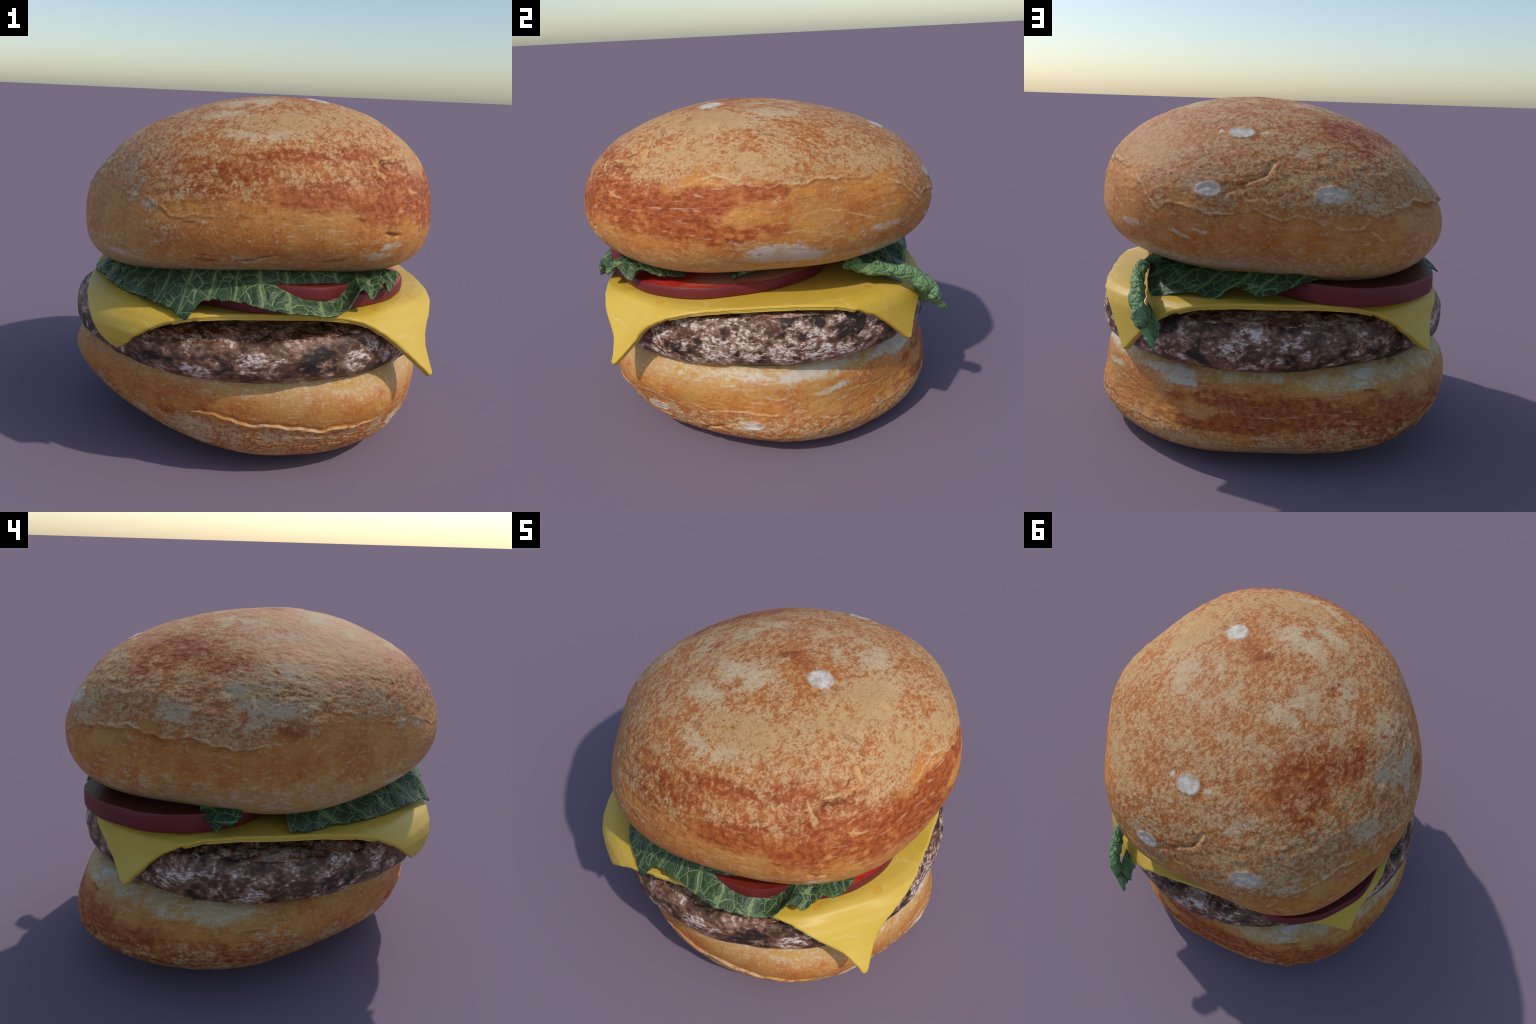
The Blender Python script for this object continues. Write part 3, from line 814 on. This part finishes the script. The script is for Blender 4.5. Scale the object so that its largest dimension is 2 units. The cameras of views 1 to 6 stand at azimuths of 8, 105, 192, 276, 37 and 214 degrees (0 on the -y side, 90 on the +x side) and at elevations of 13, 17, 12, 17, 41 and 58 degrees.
FRONT_LEAF = [
    [(-.50, -.24, .865), (-.60, -.26, .875), (-.69, -.28, .855), (-.765, -.30, .812)],
    [(-.46, -.36, .87), (-.58, -.38, .88), (-.67, -.40, .855), (-.715, -.40, .812)],
    [(-.42, -.42, .875), (-.52, -.44, .882), (-.60, -.455, .852), (-.66, -.465, .814)],
    [(-.32, -.46, .89), (-.42, -.51, .895), (-.50, -.555, .858), (-.575, -.600, .816)],
    [(-.26, -.48, .90), (-.34, -.56, .912), (-.41, -.635, .868), (-.47, -.712, .814)],
    [(-.20, -.50, .91), (-.26, -.62, .935), (-.295, -.735, .890), (-.315, -.865, .826)],
    [(-.16, -.53, .92), (-.19, -.70, .955), (-.205, -.83, .900), (-.205, -.935, .816)],
    [(-.12, -.58, .93), (-.13, -.80, .975), (-.125, -.91, .905), (-.114, -.983, .784)],
    [(-.04, -.60, .93), (-.04, -.80, .975), (-.04, -.89, .925), (-.042, -.945, .862)],
    [(.08, -.60, .93), (.08, -.80, .975), (.08, -.89, .93), (.085, -.95, .868)],
    [(.19, -.58, .93), (.19, -.80, .98), (.19, -.89, .92), (.20, -.945, .850)],
    [(.30, -.56, .93), (.29, -.745, .975), (.30, -.845, .905), (.306, -.945, .836)],
    [(.39, -.54, .93), (.38, -.705, .965), (.40, -.775, .890), (.41, -.905, .822)],
    [(.46, -.52, .93), (.45, -.67, .960), (.475, -.715, .885), (.481, -.862, .808)],
    [(.52, -.50, .93), (.52, -.64, .955), (.54, -.70, .895), (.555, -.825, .838)],
    [(.55, -.48, .93), (.57, -.61, .950), (.60, -.70, .935), (.610, -.775, .925)],
    [(.56, -.46, .93), (.59, -.56, .950), (.63, -.64, .930), (.658, -.722, .872)],
    [(.57, -.44, .93), (.61, -.53, .945), (.66, -.59, .945), (.705, -.650, .930)],
    [(.58, -.42, .925), (.63, -.49, .945), (.675, -.53, .925), (.733, -.560, .866)],
    [(.58, -.40, .92), (.64, -.45, .945), (.69, -.47, .945), (.770, -.500, .942)],
    [(.58, -.34, .91), (.64, -.36, .930), (.68, -.37, .920), (.735, -.390, .900)],
    [(.58, -.28, .90), (.63, -.28, .905), (.66, -.28, .895), (.690, -.285, .885)]]

BACK_LEAF = [
    [(.50, .48, .92), (.49, .53, .915), (.48, .60, .885), (.46, .69, .845)],
    [(.42, .46, .91), (.42, .54, .905), (.415, .63, .865), (.41, .770, .800)],
    [(.34, .46, .90), (.34, .54, .905), (.335, .635, .868), (.33, .770, .802)],
    [(.21, .46, .89), (.21, .55, .905), (.21, .65, .880), (.21, .768, .828)],
    [(.10, .48, .89), (.10, .57, .905), (.10, .67, .875), (.10, .770, .802)],
    [(.04, .50, .89), (.04, .61, .91), (.04, .70, .89), (.04, .760, .845)],
    [(-.02, .50, .89), (-.02, .61, .91), (-.02, .70, .895), (-.02, .760, .866)],
    [(-.10, .50, .89), (-.10, .61, .915), (-.10, .70, .89), (-.10, .765, .838)],
    [(-.18, .50, .89), (-.18, .60, .92), (-.18, .69, .90), (-.18, .755, .850)],
    [(-.26, .50, .90), (-.26, .59, .92), (-.26, .67, .92), (-.27, .735, .895)],
    [(-.34, .50, .90), (-.34, .57, .92), (-.34, .63, .93), (-.35, .690, .920)]]

SIDE_TIP = [
    [(-.55, .14, .90), (-.66, .125, .912), (-.74, .11, .910), (-.80, .095, .890)],
    [(-.55, .06, .90), (-.67, .06, .918), (-.78, .045, .905), (-.865, .035, .860)],
    [(-.55, .03, .90), (-.68, .03, .918), (-.80, .018, .900), (-.885, .010, .842)],
    [(-.56, .01, .90), (-.69, .0, .918), (-.80, -.010, .905), (-.86, -.015, .868)],
    [(-.57, -.04, .90), (-.70, -.04, .918), (-.79, -.045, .910), (-.855, -.050, .862)],
    [(-.58, -.08, .90), (-.70, -.08, .915), (-.77, -.085, .910), (-.82, -.090, .885)]]

INNER_TIP = [
    [(.40, -.06, .885), (.48, -.06, .885), (.56, -.055, .878), (.61, -.05, .872)],
    [(.40, -.02, .90), (.49, -.025, .905), (.58, -.03, .898), (.665, -.042, .872)],
    [(.40, .03, .90), (.48, .025, .905), (.55, .01, .898), (.61, -.01, .874)],
    [(.40, .06, .885), (.46, .055, .885), (.50, .05, .878), (.53, .04, .870)]]

def build_curl(parent, mat):
    """a long leaf tip rolled up lengthwise, hanging off the back corner"""
    spine = catmull([(.47, .50, .915), (.495, .60, .905), (.49, .70, .893), (.465, .795, .872), (.437, .865, .828), (.415, .905, .782),
                     (.392, .935, .742), (.370, .952, .705), (.340, .968, .668), (.322, .985, .645), (.305, .998, .622)], 10)
    n = len(spine)
    wid = np.interp(np.linspace(0, 1, n), [0, .12, .3, .42, .55, .68, .74, .82, .92, 1],
                    [.034, .037, .040, .040, .036, .032, .028, .021, .013, .003])
    tan = np.gradient(spine, axis=0)
    tan /= np.linalg.norm(tan, axis=1, keepdims=True)
    side = np.cross(tan, np.array([.75, .25, .6]))
    side /= np.linalg.norm(side, axis=1, keepdims=True)
    face = np.cross(side, tan)
    m = 40
    V = []
    for i in range(n):
        for j in range(m):
            a = math.radians(-60 + 300 * j / (m - 1))
            r = wid[i] * (1 - .25 * j / (m - 1))
            V.append(spine[i] + side[i] * r * math.cos(a) * .95 + face[i] * r * .72 * math.sin(a))
    V = np.array(V)
    b = fbm(V, 15, 2, 3) * .013 + fbm(V, 36, 2, 8) * .008
    ctr = np.repeat(spine, m, axis=0)
    d = V - ctr
    k = np.minimum(1, np.repeat(wid, m) / .04)
    V = V + d / np.maximum(np.linalg.norm(d, axis=1, keepdims=True), 1e-6) * (b * k)[:, None]
    F = [(i * m + j, (i + 1) * m + j, (i + 1) * m + j + 1, i * m + j + 1) for i in range(n - 1) for j in range(m - 1)]
    ob = new_object("lettuce_leaf", V, F, parent, mat)
    s = ob.modifiers.new("leaf_thickness", 'SOLIDIFY')
    s.thickness, s.offset = .006, 0
    return ob

CURL_FRINGE = [
    [(.40, .83, .78), (.375, .84, .75), (.35, .85, .715), (.325, .862, .682)],
    [(.395, .87, .75), (.37, .88, .72), (.35, .885, .69), (.332, .885, .668)],
    [(.385, .90, .73), (.365, .905, .70), (.345, .91, .675), (.325, .905, .672)],
    [(.375, .92, .71), (.355, .925, .685), (.335, .93, .665), (.306, .927, .655)],
    [(.36, .94, .69), (.345, .945, .670), (.33, .955, .655), (.318, .965, .645)]]

# ------------------------------------------------------------------ assemble
burger = bpy.data.objects.new("cheeseburger", None)
bpy.context.scene.collection.objects.link(burger)
burger["label"] = "tall cheeseburger in a floury roll with lettuce and tomato"
burger["category"] = "hamburger"

TOP_HALF, BOTTOM_HALF = (.90, .92, .47), (.90, .90, .32)
# the lower roll is the same kind of roll lying upside down
FLIP = ((-.009, .9999, .018), (.986, .011, -.164), (-.164, .016, -.986))
_u, _s, _v = np.linalg.svd(np.array(FLIP))
FLIP = (_u @ _v).tolist()

build_bun("top_bun", TOP_HALF, TOP_HARMONICS, bun_material("floury_crust", TOP_HALF, CREAM), burger, (0, -.05, 1.22))
build_bun("bottom_bun", BOTTOM_HALF, BOTTOM_HARMONICS, bun_material("floury_crust_of_heel", BOTTOM_HALF, HEEL_CREAM, FLIP), burger, (0, -.03, .32), FLIP)

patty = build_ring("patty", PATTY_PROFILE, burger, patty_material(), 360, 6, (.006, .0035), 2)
build_ring("seared_surface", SEAR_PROFILE, patty, sear_material(), 300, 8, (.006, .012), 5, True)
build_cheese(burger, cheese_material())
skin = tomato_skin()
build_tomato((.165, -.25), .615, .806, .058, (0, 0, 0), burger, (skin, tomato_flesh(.6)), 1.0)
build_tomato((-.425, .275), .437, .808, .088, (0, 0, 0), burger, (skin, tomato_flesh(.44, .12)), 2.3)
build_tomato((.24, -.50), .355, .872, .062, (0, .06, 0), burger, (skin, tomato_flesh(.35, .3)), 4.1)

leaf_front = lettuce_material("savoy_leaf", 15, (.018, .046, .022), (.040, .082, .028), (.26, .34, .13), .4, (.03, 1.62, 6.6), .75)
leaf_back = lettuce_material("savoy_leaf_back", 15, (.012, .036, .020), (.026, .066, .028), (.20, .33, .10), .4, (-.95, 1.55, 5.2), .75)
leaf_light = lettuce_material("savoy_leaf_outer", 24, (.085, .185, .065), (.19, .34, .13), (.36, .50, .24), 1.0, None, .35, .8)
build_leaf(FRONT_LEAF, burger, leaf_front, 14, 10, .012, .004, 1.0)
build_leaf(BACK_LEAF, burger, leaf_back, 14, 10, .011, .006, 2.0)
build_leaf(SIDE_TIP, burger, leaf_back, 14, 8, .012, .004, 3.0)
build_leaf(INNER_TIP, burger, leaf_light, 12, 8, .004, .008, 4.0)
build_curl(burger, leaf_light)
build_leaf(CURL_FRINGE, burger, leaf_light, 10, 6, .012, .005, 6.0)
